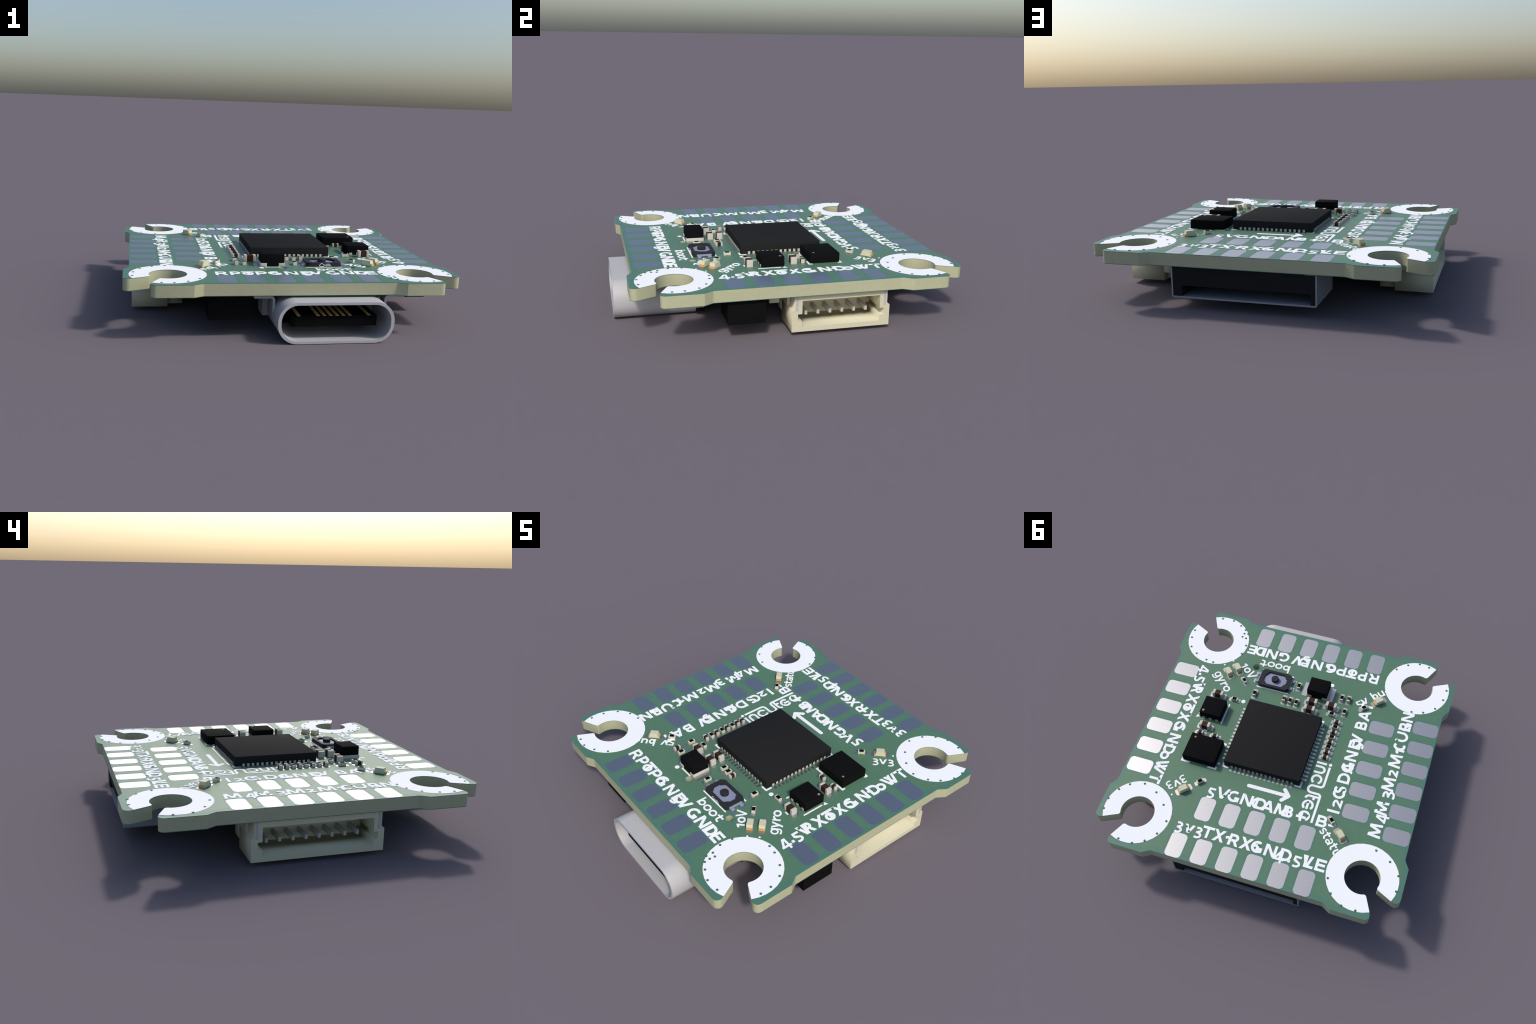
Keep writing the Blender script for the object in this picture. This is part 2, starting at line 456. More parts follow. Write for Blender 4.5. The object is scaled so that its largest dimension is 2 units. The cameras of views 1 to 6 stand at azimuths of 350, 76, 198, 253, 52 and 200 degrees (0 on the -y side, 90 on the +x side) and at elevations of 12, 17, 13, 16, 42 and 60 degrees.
    if c == 'g': return [('ring', oval(w * 0.46, h * 0.64, w * 0.46 - t, h * 0.36 - t, 0, 360 * 27 / 28, 27)), line(*([(w - t, h), (w - t, h * 0.3)] + oval(w * 0.46, h * 0.30, w * 0.54 - t, h * 0.30 - t, 0, -140, 10)[1:]))]
    if c == 'r': return [stem, line(*oval(w * 1.02, h * 0.55, w - 2 * t, h * 0.45 - t, 170, 80, 6))]
    if c == 't': return [line(*([(w * 0.42, h), (w * 0.42, h * 0.28)] + oval(w * 0.78, h * 0.28, w * 0.36, h * 0.28 - t, 180, 290, 8)[1:])), line((0, h * 0.70), (w, h * 0.70))]
    return [stem]

layer = 0
def stroke_prism(bm, lp, z0, z1):
    top = [bm.verts.new((x * S, y * S, z1 * S)) for x, y in lp]
    bot = [bm.verts.new((x * S, y * S, z0 * S)) for x, y in lp]
    bm.faces.new(top)
    n = len(lp)
    for i in range(n):
        bm.faces.new((top[i], bot[i], bot[(i + 1) % n], top[(i + 1) % n]))
def stroke_strip(bm, pts, t, closed, z0, z1, place):
    n = len(pts)
    V2 = [Vector(p) for p in pts]
    L, R = [], []
    for i in range(n):
        a = V2[i - 1] if (closed or i) else V2[0]
        b = V2[(i + 1) % n] if (closed or i < n - 1) else V2[-1]
        p = V2[i]
        d1 = (p - a).normalized() if (p - a).length > 1e-9 else (b - p).normalized()
        d2 = (b - p).normalized() if (b - p).length > 1e-9 else d1
        q = (d1 + d2).normalized()
        nn = Vector((-q.y, q.x))
        k = t / max(0.4, nn.dot(Vector((-d1.y, d1.x))))
        L.append(p + nn * k); R.append(p - nn * k)
    mk = lambda side, z: [bm.verts.new((*(c * S for c in place(v.x, v.y)), z * S)) for v in side]
    lt, rt, lb, rb = mk(L, z1), mk(R, z1), mk(L, z0), mk(R, z0)
    for i in range(n if closed else n - 1):
        j = (i + 1) % n
        bm.faces.new((lt[i], rt[i], rt[j], lt[j]))
        bm.faces.new((lt[i], lt[j], lb[j], lb[i]))
        bm.faces.new((rt[i], rb[i], rb[j], rt[j]))
    if not closed:
        for i in (0, n - 1):
            bm.faces.new((lt[i], lb[i], rb[i], rt[i]))

def lettering(items, place, k=1.0, name="legend_text", mat=None, z0=Z_MASK + 0.001, z1=-0.020):
    """items: (character, run start, run end); place maps (run, height) to board mm"""
    global layer
    bm = bmesh.new()
    for ch, a, b in items:
        y0, y1 = BOX.get(ch, (0, CAP))
        y0, y1 = y0 * k, y1 * k
        t = (STROKE if k == 1.0 else 0.155) / 2 * (0.82 if ch in '2345sag' else 1.0)
        for kind, pts in glyph(ch, b - a, y1 - y0, t):
            layer = (layer + 1) % 17
            zz = z1 + 0.0012 * layer
            pl = lambda x, y: place(a + x, y0 + y)
            if kind == 'poly':
                stroke_prism(bm, [pl(*p) for p in pts], z0, zz)
            else:
                stroke_strip(bm, pts, t, kind == 'ring', z0, zz, pl)
    me = finish(bm, name, mat or M_SILK)
    return link(name, me, loc=ORIGIN)

def words(spec):
    out = []
    for w in spec.split(" | "):
        out.append([(t.split(":")[0], float(t.split(":")[1]), float(t.split(":")[2])) for t in w.split()])
    return out

rows = [
    # +x edge: runs along +y, feet toward +x
    ("4:-6.6:-5.72 .:-5.62:-5.38 5:-5.28:-4.58 V:-4.6:-3.5 | R:-4.08:-3.2 X:-3.06:-2.02 0:-1.96:-1.08 | T:-1.98:-0.95 X:-0.93:0.09 0:0.2:1.06 | "
     "G:0.19:1.28 N:1.6:2.58 D:2.84:3.84 | 1:2.72:3.1 0:3.56:4.46 V:4.46:5.55 | V:4.88:5.98 T:6.0:6.97", lambda u, v: (10.37 - v, u)),
    # -y edge: runs along +x, feet toward -y
    ("R:-6.31:-5.30 P:-5.15:-4.32 0:-4.2:-3.28 | T:-4.22:-3.18 P:-3.1:-2.2 0:-2.08:-1.2 | G:-2.12:-1.06 N:-0.76:0.3 D:0.56:1.6 | "
     "5:0.62:1.32 V:1.3:2.3 | G:2.6:3.67 N:3.84:4.9 D:5.02:6.02 | L:5.16:5.86 E:5.97:6.8", lambda u, v: (u, -10.38 + v)),
    # +y edge: runs along -x, feet toward +y
    ("3:-6.36:-5.67 v:-5.56:-4.65 3:-4.6:-3.9 | T:-4.0:-2.97 X:-2.97:-1.93 1:-1.86:-1.35 | R:-1.56:-0.62 X:-0.56:0.5 1:0.62:1.1 | "
     "G:0.42:1.42 N:1.62:2.65 D:2.93:3.96 | 4:2.47:3.42 .:3.72:3.96 5:4.14:4.84 V:4.86:5.8 | L:5.08:5.9 E:6.04:6.9", lambda u, v: (-u, 10.58 - v)),
    # second row of the +y side
    ("5:-4.92:-4.22 V:-4.17:-2.97 | G:-3.1:-2.02 N:-1.87:-0.83 D:-0.58:0.43 | C:-0.87:-0.02 A:0.05:1.17 M:1.2:2.5 | B:1.96:2.86 +:3.15:4.02 | B:4.96:5.88 -:6.02:6.5",
     lambda u, v: (-u, 6.67 - v)),
    # -x edge: runs along -y, feet toward -x
    ("M:-6.28:-4.95 4:-4.76:-3.92 | M:-4.05:-2.72 3:-2.4:-1.58 | M:-1.6:-0.22 2:-0.08:0.6 | M:0.85:2.26 1:2.38:2.86 | C:2.74:3.5 U:3.67:4.74 R:4.94:5.84 | G:4.9:5.86 N:5.97:6.99",
     lambda u, v: (-10.5 + v, -u)),
    # second row of the -x side
    ("I:-5.04:-4.78 2:-4.53:-3.7 C:-3.62:-2.72 | S:-3.1:-2.34 D:-2.02:-0.99 A:-0.94:0.17 | G:-0.88:0.2 N:0.38:1.42 D:1.72:2.78 | 5:1.8:2.45 V:2.25:3.3 | B:3.9:4.76 A:4.9:6.04 T:6.1:7.0",
     lambda u, v: (-6.63 + v, -u)),
    # switch legend
    ("b:2.16:2.86 o:2.92:3.64 o:3.68:4.42 t:4.46:5.12", None),
]
for spec, place in rows[:-1]:
    for w in words(spec):
        lettering(w, place)
lettering(words(rows[-1][0])[0], lambda u, v: (u, -8.96 + v), 0.80)
# diagonal lamp legends, runs measured along the 45 degree direction
D = math.sqrt(0.5)
def diag(ox, oy, dx, dy):
    return lambda u, v: (ox + D * (dx * u - dy * v), oy + D * (dy * u + dx * v))
lettering(words("g:0:0.64 y:0.68:1.36 r:1.46:1.88 o:1.92:2.62")[0], diag(9.02, -5.98, -1, 1), 0.80)
lettering(words("1:0:0.36 0:0.50:1.14 V:1.12:1.92")[0], diag(6.84, -7.62, -1, 1), 0.80)
lettering(words("5:0:0.54 v:0.54:1.22 b:1.72:2.30 u:2.40:2.98")[0], diag(-5.30, -6.22, -1, -1), 0.80)
lettering(words("s:0:0.50 t:0.50:0.98 a:1.04:1.60 t:1.64:2.12 u:2.22:2.80")[0], diag(-5.38, 7.02, -1, 1), 0.80)
lettering(words("3:0:0.55 v:0.58:1.26 3:1.30:1.85")[0], diag(7.38, 5.48, 1, 1), 0.80)

# arrow and lettermark, drawn as strokes
Z0 = Z_MASK + 0.001
link("legend_arrow", ribbon_mesh("legend_arrow", M_SILK, [([(1.66, 4.70), (-1.98, 4.68)], False, True), ([(-1.49, 4.15), (-1.98, 4.68)], False, True), ([(-1.98, 4.68), (-1.49, 5.22)], False, True)], 0.34, Z0, -0.017), loc=ORIGIN)
W = 0.208
mark = [
    ([(-3.34, 0.60), (-4.26, 0.60)], False, False),
    ([(-3.34, 0.98), (-3.92, 0.98)] + arc(-3.92, 1.29, 0.31, -90, -270, 10) + [(-3.34, 1.60)], False, False),
    (arc(-3.82, 2.36, 0.42, 62, 298 + 0, 16)[::-1] if False else arc(-3.82, 2.33, 0.41, 60, -240, 20), False, False),
    ([(-4.60, 0.84), (-4.60, 2.72)] + arc(-4.32, 2.72, 0.28, 180, 90, 6) + [(-3.72, 3.00)] + arc(-3.72, 3.36, 0.36, -90, 90, 10) + [(-4.36, 3.72)] + arc(-4.36, 3.96, 0.24, 270, 180, 6) + [(-4.60, 6.54)], False, False),
    ([(-4.50, 4.06), (-3.72, 4.06)] + arc(-3.72, 4.36, 0.30, -90, 0, 6), False, False),
    ([(-4.13, 4.06), (-4.13, 4.40)], False, False),
    (arc(-3.82, 5.00, 0.42, 55, -225, 20), False, False),
    ([(-3.80, 4.62), (-3.80, 5.40)], False, False),
    (arc(-3.82, 6.08, 0.41, 60, -240, 20), False, False),
]
link("legend_mark", ribbon_mesh("legend_mark", M_SILK, mark, W, Z0, -0.017), loc=ORIGIN)

# footprint outlines and dots
strokes = []
mx, my = 0.94, -0.10
for sx, sy in ((1, 1), (-1, 1), (-1, -1), (1, -1)):
    strokes.append(([(mx + sx * 3.05, my + sy * 3.61), (mx + sx * 3.61, my + sy * 3.61), (mx + sx * 3.61, my + sy * 3.05)], False, False))
    strokes.append(([(6.68 + sx * 0.85, 2.65 + sy * 1.36), (6.68 + sx * 1.61, 2.65 + sy * 1.36), (6.68 + sx * 1.61, 2.65 + sy * 1.1)], False, False))
link("footprint_outline", ribbon_mesh("footprint_outline", M_SILK, strokes, 0.16, Z0, -0.022), loc=ORIGIN, stuff=True)
strokes = [([(4.52, -5.77), (1.50, -5.77)], False, True), ([(4.52, -7.77), (1.50, -7.77)], False, True),
           ([(6.28, -2.95), (6.28, -0.72)], False, True), ([(8.62, -3.05), (8.62, -2.05)], False, True), ([(8.62, -1.95), (8.62, -1.25)], False, True),
           ([(-0.75, -7.68), (-1.9, -7.68)], False, True),
           ([(7.52, 0.42), (7.3, 0.42)], False, True), ([(7.75, -3.28 - 0.75), (7.5, -3.28 - 0.75)], False, True), ([(-1.16, -4.13), (-0.96, -4.13)], False, True), ([(-2.98, -5.0), (-2.8, -5.0)], False, True)]
link("footprint_outline", ribbon_mesh("footprint_outline", M_SILK, strokes, 0.13, Z0, -0.021), loc=ORIGIN, stuff=True)
dots = [(5.16, -3.67, 0.20), (-2.30, -7.94, 0.20), (7.80, 7.57, 0.085), (8.36, -7.27, 0.085), (7.70, -7.96, 0.085), (-7.40, -8.75, 0.17), (4.985, 3.39, 0.12), (-4.59, 0.58, 0.15)]
for x, y, r in dots:
    link("legend_dot", plate_mesh("legend_dot", M_SILK, [circle(x, y, r, 24)], Z0, -0.016, smooth=0), loc=ORIGIN)
link("legend_dot", plate_mesh("legend_dot", M_SILK, [[(8.82, -0.72), (8.46, -0.86), (8.72, -1.12)]], Z0, -0.016, smooth=0), loc=ORIGIN)

# ---------------------------------------------------------------- chips
def chip(name, mat, x, y, sx, sy, z0, z1, bevel=0.03):
    return link(name, box_mesh(name, mat, -sx / 2, sx / 2, -sy / 2, sy / 2, z0, z1, bevel=bevel), loc=P(x, y, 0))

mcu = chip("microcontroller", M_MCU, mx, my, 7.0, 7.0, 0.0, 0.79, 0.02)
# 60 edge terminals with their lands
term, land = [], []
for i in range(15):
    t = (i - 7) * 0.4
    for s in (1, -1):
        term += [(t - 0.1, t + 0.1, s * 3.2, s * 3.512, -0.012, 0.2), (s * 3.2, s * 3.512, t - 0.1, t + 0.1, -0.012, 0.2)]
        land += [(t - 0.1, t + 0.1, s * 3.1, s * 3.95, Z_MASK, -0.016), (s * 3.1, s * 3.95, t - 0.1, t + 0.1, Z_MASK, -0.016)]
link("terminal", boxes_mesh("terminal", M_TERM, term), parent=mcu, stuff=True)
link("solder_land", boxes_mesh("solder_land", M_PAD, land), parent=mcu, stuff=True)
link("pin_one_recess", plate_mesh("pin_one_recess", M_SWITCH, [circle(0, 0, 0.34, 40), circle(0, 0, 0.32, 40)], 0.7904, 0.7912), parent=mcu, loc=(2.75 * S, -2.75 * S, 0))

reg = chip("voltage_regulator", M_IC, 7.42, -1.82, 2.0, 1.9, 0.0, 0.79)
link("terminal", boxes_mesh("terminal", M_TERM, [(t - 0.14, t + 0.14, s * 0.7, s * 0.965, -0.02, 0.16) for t in (-0.65, 0, 0.65) for s in (1, -1)], bevel=0.02), parent=reg, stuff=True)
link("solder_land", boxes_mesh("solder_land", M_PAD, [(t - 0.15, t + 0.15, s * 0.7, s * 1.12, Z_MASK, -0.016) for t in (-0.65, 0, 0.65) for s in (1, -1)]), parent=reg, stuff=True)
link("pin_one_mark", lathe_mesh("pin_one_mark", M_DOT, [(0.11, 0.78), (0.11, 0.795), (0, 0.796)], 20), parent=reg, loc=(0.72 * S, 0.64 * S, 0))

gyro = chip("motion_sensor", M_IC, 6.69, 2.65, 3.0, 2.5, 0.0, 0.76)
link("pin_one_mark", lathe_mesh("pin_one_mark", M_DOT, [(0.09, 0.75), (0.09, 0.765), (0, 0.766)], 20), parent=gyro, loc=(1.05 * S, -0.87 * S, 0))

osc = chip("crystal_oscillator", M_IC, -1.31, -6.81, 1.92, 1.52, 0.0, 1.04, 0.05)
link("terminal", boxes_mesh("terminal", M_TERM, [(0.5, 1.02, -0.79, 0.79, -0.01, 0.28), (-1.02, -0.5, -0.79, 0.79, -0.01, 0.28)], bevel=0.02), parent=osc)
link("solder_land", boxes_mesh("solder_land", M_PAD, [(0.4, 1.5, -0.79, 0.79, Z_MASK, -0.014), (-1.5, -0.4, -0.79, 0.79, Z_MASK, -0.014)]), parent=osc)

# ---------------------------------------------------------------- small parts
def land_pair(d, w, h, r):
    return plate_mesh("solder_land", M_PAD, [round_rect(d, 0, w, h, r, 4), round_rect(-d, 0, w, h, r, 4)], Z_MASK, -0.016)
LAND2, LAND4 = land_pair(0.32, 0.46, 0.40, 0.1), land_pair(0.48, 0.56, 0.62, 0.14)
def cap_parts(l, w, h, e):
    return (box_mesh("capacitor", M_CAP, -l / 2 + e, l / 2 - e, -w / 2 + 0.012, w / 2 - 0.012, 0, h - 0.012),
            box_mesh("terminal", M_TERM, l / 2 - e, l / 2, -w / 2, w / 2, -0.01, h, bevel=0.025))
CAP2, CAP4 = cap_parts(0.6, 0.3, 0.31, 0.155), cap_parts(1.0, 0.5, 0.54, 0.24)
RES_BODY = box_mesh("resistor", M_RES, -0.28, 0.28, -0.15, 0.15, 0.0, 0.235)
RES_TERM = box_mesh("terminal", M_RTERM, 0.19, 0.30, -0.155, 0.155, -0.01, 0.25, bevel=0.012)
RES_FILM = box_mesh("resistor_film", M_FILM, -0.19, 0.19, -0.135, 0.135, 0.2, 0.258)

def capacitor(x, y, rot, parts, lands):
    o = link("capacitor", parts[0], loc=P(x, y, 0), rot=rot)
    link("terminal", parts[1], parent=o)
    link("terminal", parts[1], parent=o, rot=math.pi)
    link("solder_land", lands, parent=o)
def resistor(x, y, rot):
    o = link("resistor", RES_BODY, loc=P(x, y, 0), rot=rot)
    link("terminal", RES_TERM, parent=o)
    link("terminal", RES_TERM, parent=o, rot=math.pi)
    link("resistor_film", RES_FILM, parent=o)
    link("solder_land", LAND2, parent=o)
H = math.pi / 2
for x, y in ((7.63, -3.65), (-1.05, -5.37), (-1.06, -4.5), (-2.91, -5.42), (7.54, 0.05)):
    capacitor(x, y, 0, CAP4, LAND4)
for x, y in ((7.72, 0.82), (6.30, 0.82), (-3.885, -3.92), (-3.885, -2.78), (-3.885, -1.65), (-3.885, -0.54), (-3.885, 0.01)):
    capacitor(x, y, 0, CAP2, LAND2)
for x, y in ((1.56, -4.97), (-4.243, -6.70)):
    capacitor(x, y, H, CAP2, LAND2)
for x, y in ((5.985, -3.59), (-3.165, -4.655), (-3.885, -3.35), (-3.885, -2.21), (-3.885, -1.10)):
    resistor(x, y, 0)
for x, y in ((4.43, -4.81), (0.97, -4.96), (0.35, -4.935), (0.67, -6.825), (-3.578, -6.686), (-4.217, -5.23)):
    resistor(x, y, H)
for x, y, r in ((5.84, -5.94, -1), (5.86, 5.65, 1), (-5.83, -6.22, 1), (-6.2, 5.86, -1)):
    resistor(x, y, r * math.pi / 4)

# indicator lamps: resin block with a trapezoid lens and a contact on each end
def lens():
    bm = bmesh.new()
    prof = [(-0.5, 0.0), (0.5, 0.0), (0.5, 0.03), (0.42, 0.05), (0.34, 0.44), (-0.34, 0.44), (-0.42, 0.05), (-0.5, 0.03)]
    a = [bm.verts.new((x * S, -0.25 * S, z * S)) for x, z in prof]
    b = [bm.verts.new((x * S, 0.25 * S, z * S)) for x, z in prof]
    bm.faces.new(a); bm.faces.new(b[::-1])
    for i in range(8):
        j = (i + 1) % 8
        bm.faces.new((a[i], a[j], b[j], b[i]))
    return finish(bm, "indicator_lamp", M_LENS)
LENS = lens()
LAMP_END = box_mesh("terminal", M_ORANGE, 0.38, 0.506, -0.235, 0.235, 0.01, 0.17, bevel=0.01)
for x, y, r in ((7.61, -6.42, -1), (6.95, -7.13, -1), (-6.97, -7.32, 1), (6.98, 6.81, 1), (-7.28, 6.98, -1)):
    o = link("indicator_lamp", LENS, loc=P(x, y, 0), rot=r * math.pi / 4)
    link("terminal", LAMP_END, parent=o)
    link("terminal", LAMP_END, parent=o, rot=math.pi)
    link("solder_land", LAND4, parent=o)

# ---------------------------------------------------------------- push switch
sx, sy = 3.02, -6.77
sw_out = fillet([(-1.49, -0.70), (-1.22, -0.95), (1.22, -0.95), (1.49, -0.70), (1.49, 0.70), (1.22, 0.95), (-1.22, 0.95), (-1.49, 0.70)], [0.06] * 8, 3)
win = [(-0.98, -0.36), (-1.10, -0.36), (-1.10, 0.30), (-1.02, 0.30), (-0.80, 0.70), (0.74, 0.70), (0.98, 0.36), (1.10, 0.36), (1.10, -0.30), (1.02, -0.30), (0.80, -0.70), (-0.74, -0.70)]
switch = link("push_switch", plate_mesh("push_switch", M_SWITCH, [sw_out, fillet(win, [0.05] * 4 + [0.2] * 2 + [0.05] * 4 + [0.2] * 2, 3)], 0.13, 0.33), loc=P(sx, sy, 0))
base_out = fillet([(-1.50, -0.78), (-1.34, -0.955), (1.34, -0.955), (1.50, -0.78), (1.50, 0.78), (1.34, 0.955), (-1.34, 0.955), (-1.50, 0.78)], [0.05] * 8, 3)
link("switch_base", plate_mesh("switch_base", M_SWITCH, [base_out], 0.01, 0.16), parent=switch)
link("spring_plate", lathe_mesh("spring_plate", M_PLATE, [(0.60, 0.186), (0.50, 0.192), (0.36, 0.205), (0.0, 0.21)], 36), parent=switch)
link("spring_plate", plate_mesh("spring_plate", M_PLATE, [round_rect(0, 0, 2.26, 1.46, 0.2)], 0.15, 0.19), parent=switch)
link("button", lathe_mesh("button", M_SWITCH, [(0.35, 0.2), (0.35, 0.46), (0.32, 0.49), (0, 0.50)], 32), parent=switch)
legs = []
for ax in (1, -1):
    legs += [(ax * 1.35, ax * 1.60, -0.62, 0.62, 0.02, 0.20)]
    for ay in (1, -1):
        legs += [(ax * 1.45, ax * 1.84, ay * 0.43 - 0.16, ay * 0.43 + 0.16, -0.01, 0.14)]
link("switch_leg", boxes_mesh("switch_leg", M_PLATE, legs, bevel=0.04), parent=switch)
link("solder_land", boxes_mesh("solder_land", M_PAD, [(ax * 1.35, ax * 2.0, ay * 0.43 - 0.22, ay * 0.43 + 0.22, Z_MASK, -0.014) for ax in (1, -1) for ay in (1, -1)]), parent=switch)
# small white cloud mark and two lines of print on the front of the switch
cloud = [(-0.32, 0.03), (-0.40, 0.06), (-0.42, 0.14), (-0.35, 0.19), (-0.28, 0.27), (-0.17, 0.28), (-0.10, 0.21), (-0.02, 0.19), (0.01, 0.10), (-0.08, 0.03)]
mk = ribbon_mesh("maker_mark", M_SILK, [(cloud, True, False)], 0.04, 0, 0.006)
o = link("maker_mark", mk, parent=switch, loc=(0.0, -0.957 * S, 0))
o.rotation_euler = (math.pi / 2, 0, 0)
for txt, zz, w in (("LCEDA", 0.17, 0.085), ("ESYEDA", 0.05, 0.085)):
    bm = bmesh.new()
    for i, ch in enumerate(txt):
        for kind, pts in glyph(ch, w * 0.85, 0.09, 0.011):
            if kind == 'line':
                stroke_strip(bm, pts, 0.011, False, 0, 0.006, lambda x, y: (x + i * w, y))
            else:
                stroke_prism(bm, pts if kind == 'ring' else [(x + i * w, y) for x, y in pts], 0, 0.006)
    o = link("maker_mark", finish(bm, "maker_mark", M_SILK), parent=switch, loc=(0.1 * S, -0.962 * S, zz * S))
    o.rotation_euler = (math.pi / 2, 0, 0)

# ---------------------------------------------------------------- USB-C style socket under the -y edge
ux, uz, uw, uh, uy0, uy1 = 2.42, -2.785, 9.0, 3.195, -14.477, -7.2
def sock_loop(w, h, r):
    return round_rect(0, 0, w, h, r, 12)
def along_y(me, y0, x, z):
    # plate lies in its local xy plane, extruded along +z: stand it up so that local z runs along +y
    me.transform(Matrix(((1, 0, 0, x * S), (0, 0, 1, y0 * S), (0, 1, 0, z * S), (0, 0, 0, 1))))
    me.flip_normals()
    return me
shell = plate_mesh("shell", M_SHELL, [sock_loop(uw, uh, 1.5), sock_loop(uw - 0.52, uh - 0.40, 1.28)], 0, uy1 - uy0)
socket = link("usb_socket", along_y(shell, 0, 0, 0), loc=P(ux, uy0, uz))
link("insulator", along_y(plate_mesh("insulator", M_IC, [sock_loop(uw - 0.5, uh - 0.38, 1.27)], 4.9, uy1 - uy0 + 0.04), 0, 0, 0), parent=socket)
link("insulator", box_mesh("insulator", M_IC, -uw / 2 + 0.25, uw / 2 - 0.25, 6.62, uy1 - uy0 - 0.02, -1.25, 1.5), parent=socket)
link("rear_shell", box_mesh("rear_shell", M_SHELL, -uw / 2 - 0.42, uw / 2 - 0.02, 4.6, 6.6, -0.75, 1.5, bevel=0.2), parent=socket)
bm = bmesh.new()
tip = [(-3.07, -0.31), (3.07, -0.31), (3.07, 0.15), (-3.07, 0.15)]
mid = [(-3.35, -0.46), (3.35, -0.46), (3.35, 0.33), (-3.35, 0.33)]
loops = [[bm.verts.new((x * S, y * S, z * S)) for x, z in q] for q, y in ((tip, 0.50), (mid, 0.80), (mid, 5.5))]
bm.faces.new(loops[0])
for p, q in zip(loops, loops[1:]):
    for i in range(4):
        bm.faces.new((p[i], p[(i + 1) % 4], q[(i + 1) % 4], q[i]))
link("tongue", finish(bm, "tongue", M_IC), parent=socket)
gold = [(c - 0.13, c + 0.13, 0.85, 5.0, 0.32, 0.35) for c in (-2.75, -1.25, -0.75, -0.25, 0.25, 0.75, 1.25, 2.75)]
gold += [(c - 0.13, c + 0.13, 0.85, 5.0, -0.48, -0.45) for c in (-2.75, -1.25, -0.75, -0.25, 0.25, 0.75, 1.25, 2.75)]
link("contact", boxes_mesh("contact", M_GOLD, gold), parent=socket, stuff=True)
def flange():
    """foot bent out from the shell side to the board, profile in x-z"""
    prof = [(1.62, 1.55)] + [(0.16 + 0.30 - 0.0 + 0, 1.55)] + arc(0.34, 1.21, 0.34, 90, 180, 6) + [(0.0, 0.2), (0.18, 0.2)] + arc(0.36, 1.19, 0.18, 180, 90, 6) + [(1.62, 1.37)]
    return prof
for yy, ln in ((2.15, 1.1), (5.6, 1.3)):
    for s in (1, -1):
        pr = [(s * (uw / 2 - 0.14 + x), z) for x, z in flange()]
        me = plate_mesh("mounting_foot", M_SHELL, [pr], yy, yy + ln)
        link("mounting_foot", along_y(me, 0, 0, 0), parent=socket)

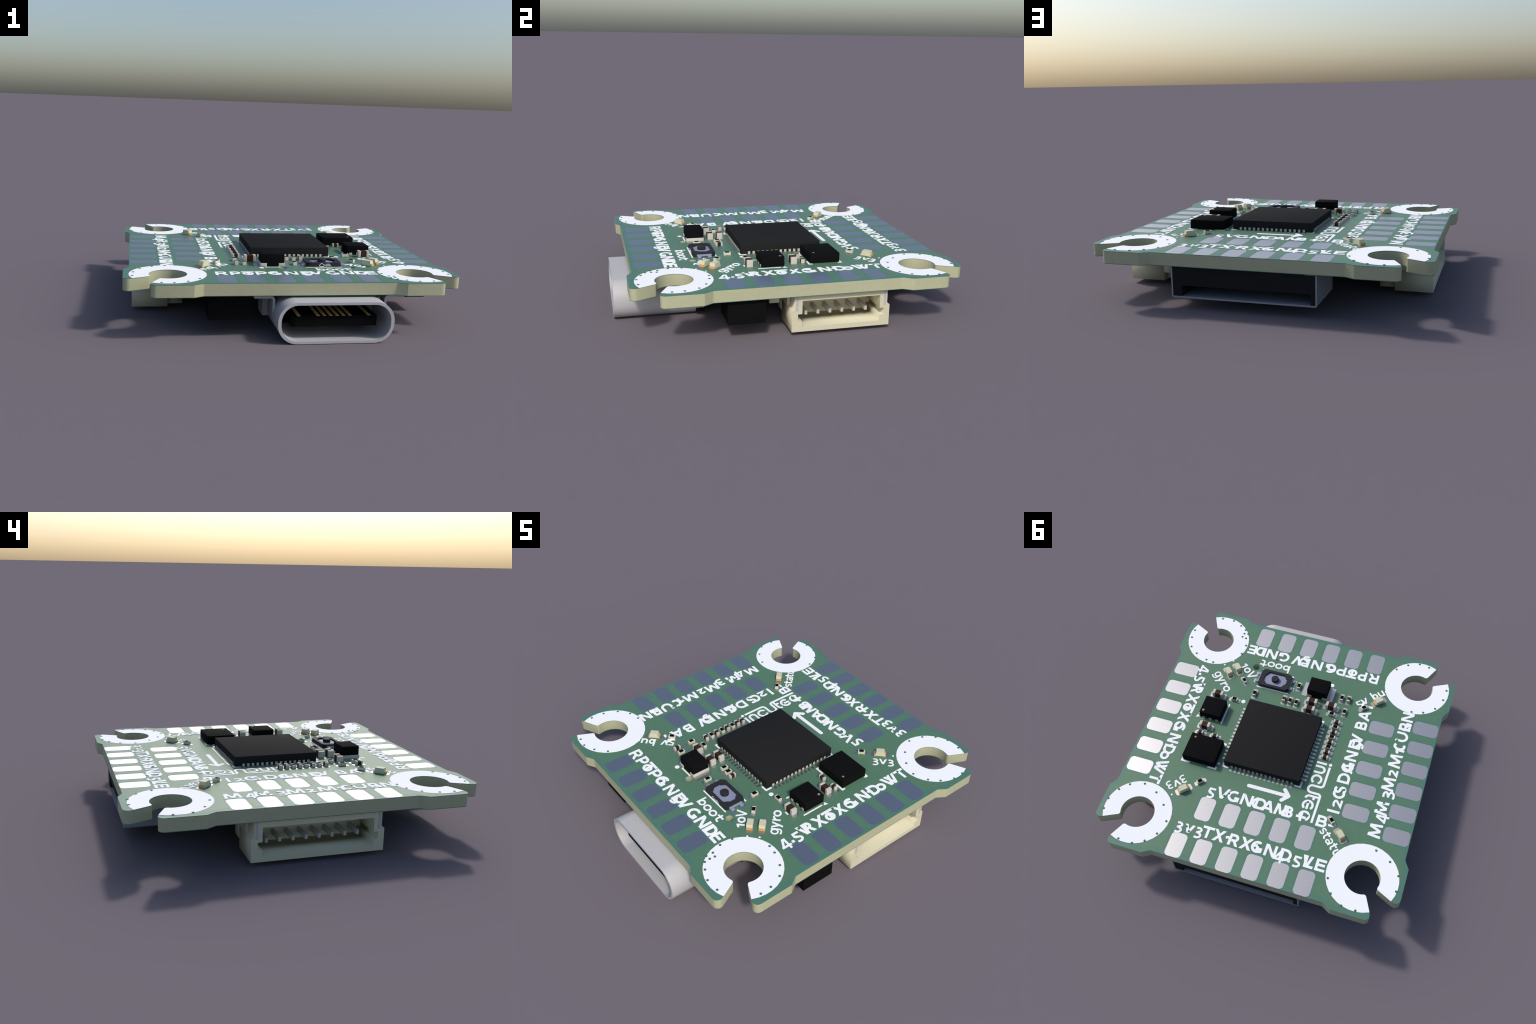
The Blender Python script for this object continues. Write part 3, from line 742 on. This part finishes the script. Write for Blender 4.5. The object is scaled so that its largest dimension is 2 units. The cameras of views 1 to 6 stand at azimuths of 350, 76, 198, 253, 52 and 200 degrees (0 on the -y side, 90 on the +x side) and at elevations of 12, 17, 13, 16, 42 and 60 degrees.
# ---------------------------------------------------------------- cable sockets
def cable_socket(n, front_x, cy, side):
    """side entry header: depth runs inward from the front face; local frame: x along width, z up, depth along +y"""
    w = n + 2.0
    zt, zb = -1.08, -4.05
    hw = w / 2
    outer = [(-hw, zb), (hw, zb), (hw, -2.35), (hw - 0.22, -2.22), (hw - 0.22, zt), (-hw + 0.22, zt), (-hw + 0.22, -2.22), (-hw, -2.35)]
    cw = hw - 0.82
    cav = [(-cw, -3.67), (cw, -3.67), (cw, -3.18), (cw + 0.34, -3.18), (cw + 0.34, -2.60), (cw, -2.60), (cw, -1.53), (-cw, -1.53), (-cw, -2.60), (-cw - 0.34, -2.60), (-cw - 0.34, -3.18), (-cw, -3.18)]
    rot = math.pi / 2 if side > 0 else -math.pi / 2
    def put(me, name, parent=None):
        if parent is None:
            return link(name, me, loc=P(front_x, cy, 0), rot=rot)
        return link(name, me, parent=parent)
    housing = put(along_y(plate_mesh("housing", M_HOUSE, [outer, cav], 0, 3.0, smooth=0), 0, 0, 0), "cable_socket")
    put(boxes_mesh("side_wall", M_HOUSE, [(k * (hw - 0.30), k * (hw - 0.004), 1.45, 4.2, -2.42, zt - 0.004) for k in (1, -1)]), "side_wall", housing)
    rear = [(-hw + 0.42, -3.9), (hw - 0.42, -3.9), (hw - 0.42, -3.45), (hw - 0.01, -3.35), (hw - 0.01, zt - 0.01), (-hw + 0.01, zt - 0.01), (-hw + 0.01, -3.35), (-hw + 0.42, -3.45)]
    put(along_y(plate_mesh("back_wall", M_HOUSE, [[(x * 0.999, z) for x, z in rear]], 2.97, 4.25, smooth=0), 0, 0, 0), "back_wall", housing)
    pins = []
    tails = []
    for i in range(n):
        c = i - (n - 1) / 2
        pins.append((c - 0.105, c + 0.105, 1.22, 3.2, -3.16, -2.80))
        tails.append((c - 0.1, c + 0.1, 4.1, 4.9, -1.2, -1.04))
    put(boxes_mesh("pin", M_PIN, pins, bevel=0.02), "pin", housing)["kind"] = "stuff"
    put(boxes_mesh("pin_tail", M_PIN, tails), "pin_tail", housing)["kind"] = "stuff"
    clips = []
    for s in (1, -1):
        clips += [(s * (hw - 0.32), s * (hw - 0.50), -0.012, 1.5, -2.36, -1.05), (s * (hw - 0.9), s * (hw + 0.35), 0.5, 1.4, -1.10, -1.035)]
    put(boxes_mesh("solder_clip", M_NAIL, clips), "solder_clip", housing)
cable_socket(6, 12.60, 2.64, 1)
cable_socket(8, -12.76, 0.0, -1)

# ---------------------------------------------------------------- memory card slot under the +y edge
bx0, bx1, by0, by1 = -5.40, 5.93, 8.0, 12.76
slot = link("card_slot", boxes_mesh("card_slot", M_SLOT, [(bx0 + 0.1, bx1 - 0.1, by0, by1 - 0.04, -2.55, -1.07), (5.10, bx1 - 0.11, by0, by1 - 0.05, -3.37, -2.54), (bx0 + 0.11, -4.93, by0, by1 - 0.05, -3.37, -2.54), (bx0 + 0.12, bx1 - 0.12, by0, by0 + 0.4, -3.36, -2.53)]), loc=P(0, 0, 0))
shell_prof = [(bx0, -1.12), (bx0, -3.40), (bx0 + 0.10, -3.50), (bx1 - 0.10, -3.50), (bx1, -3.40), (bx1, -1.22), (bx1 - 0.11, -1.22), (bx1 - 0.11, -3.38), (bx0 + 0.11, -3.38), (bx0 + 0.11, -1.12)]
link("shell", along_y(plate_mesh("shell", M_CARD, [shell_prof], by0 - 0.02, by1), 0, 0, 0), parent=slot)
link("shell", box_mesh("shell", M_CARD, bx0 + 0.02, bx0 + 0.9, by1 - 1.0, by1 - 0.01, -1.14, -1.05), parent=slot)

# ---------------------------------------------------------------- coils and a chip under the board
for x, y in ((11.14, -4.88), (-5.61, -10.92)):
    link("power_inductor", box_mesh("power_inductor", M_IC, -1.46, 1.46, -1.45, 1.45, -3.06, -1.04, bevel=0.06), loc=P(x, y, 0))
o = link("capacitor", box_mesh("capacitor", M_CAP, -0.75, 0.75, -0.4, 0.4, -2.05, -1.05), loc=P(10.2, -2.40, 0))
for r in (0, math.pi):
    link("terminal", box_mesh("terminal", M_TERM, 0.6, 0.99, -0.41, 0.41, -2.06, -1.04, bevel=0.04), parent=o, rot=r)

link("chip", box_mesh("chip", M_IC, -0.6, 0.6, -0.6, 0.6, -1.6, -1.04, bevel=0.03), loc=P(-6.5, -8.35, 0))
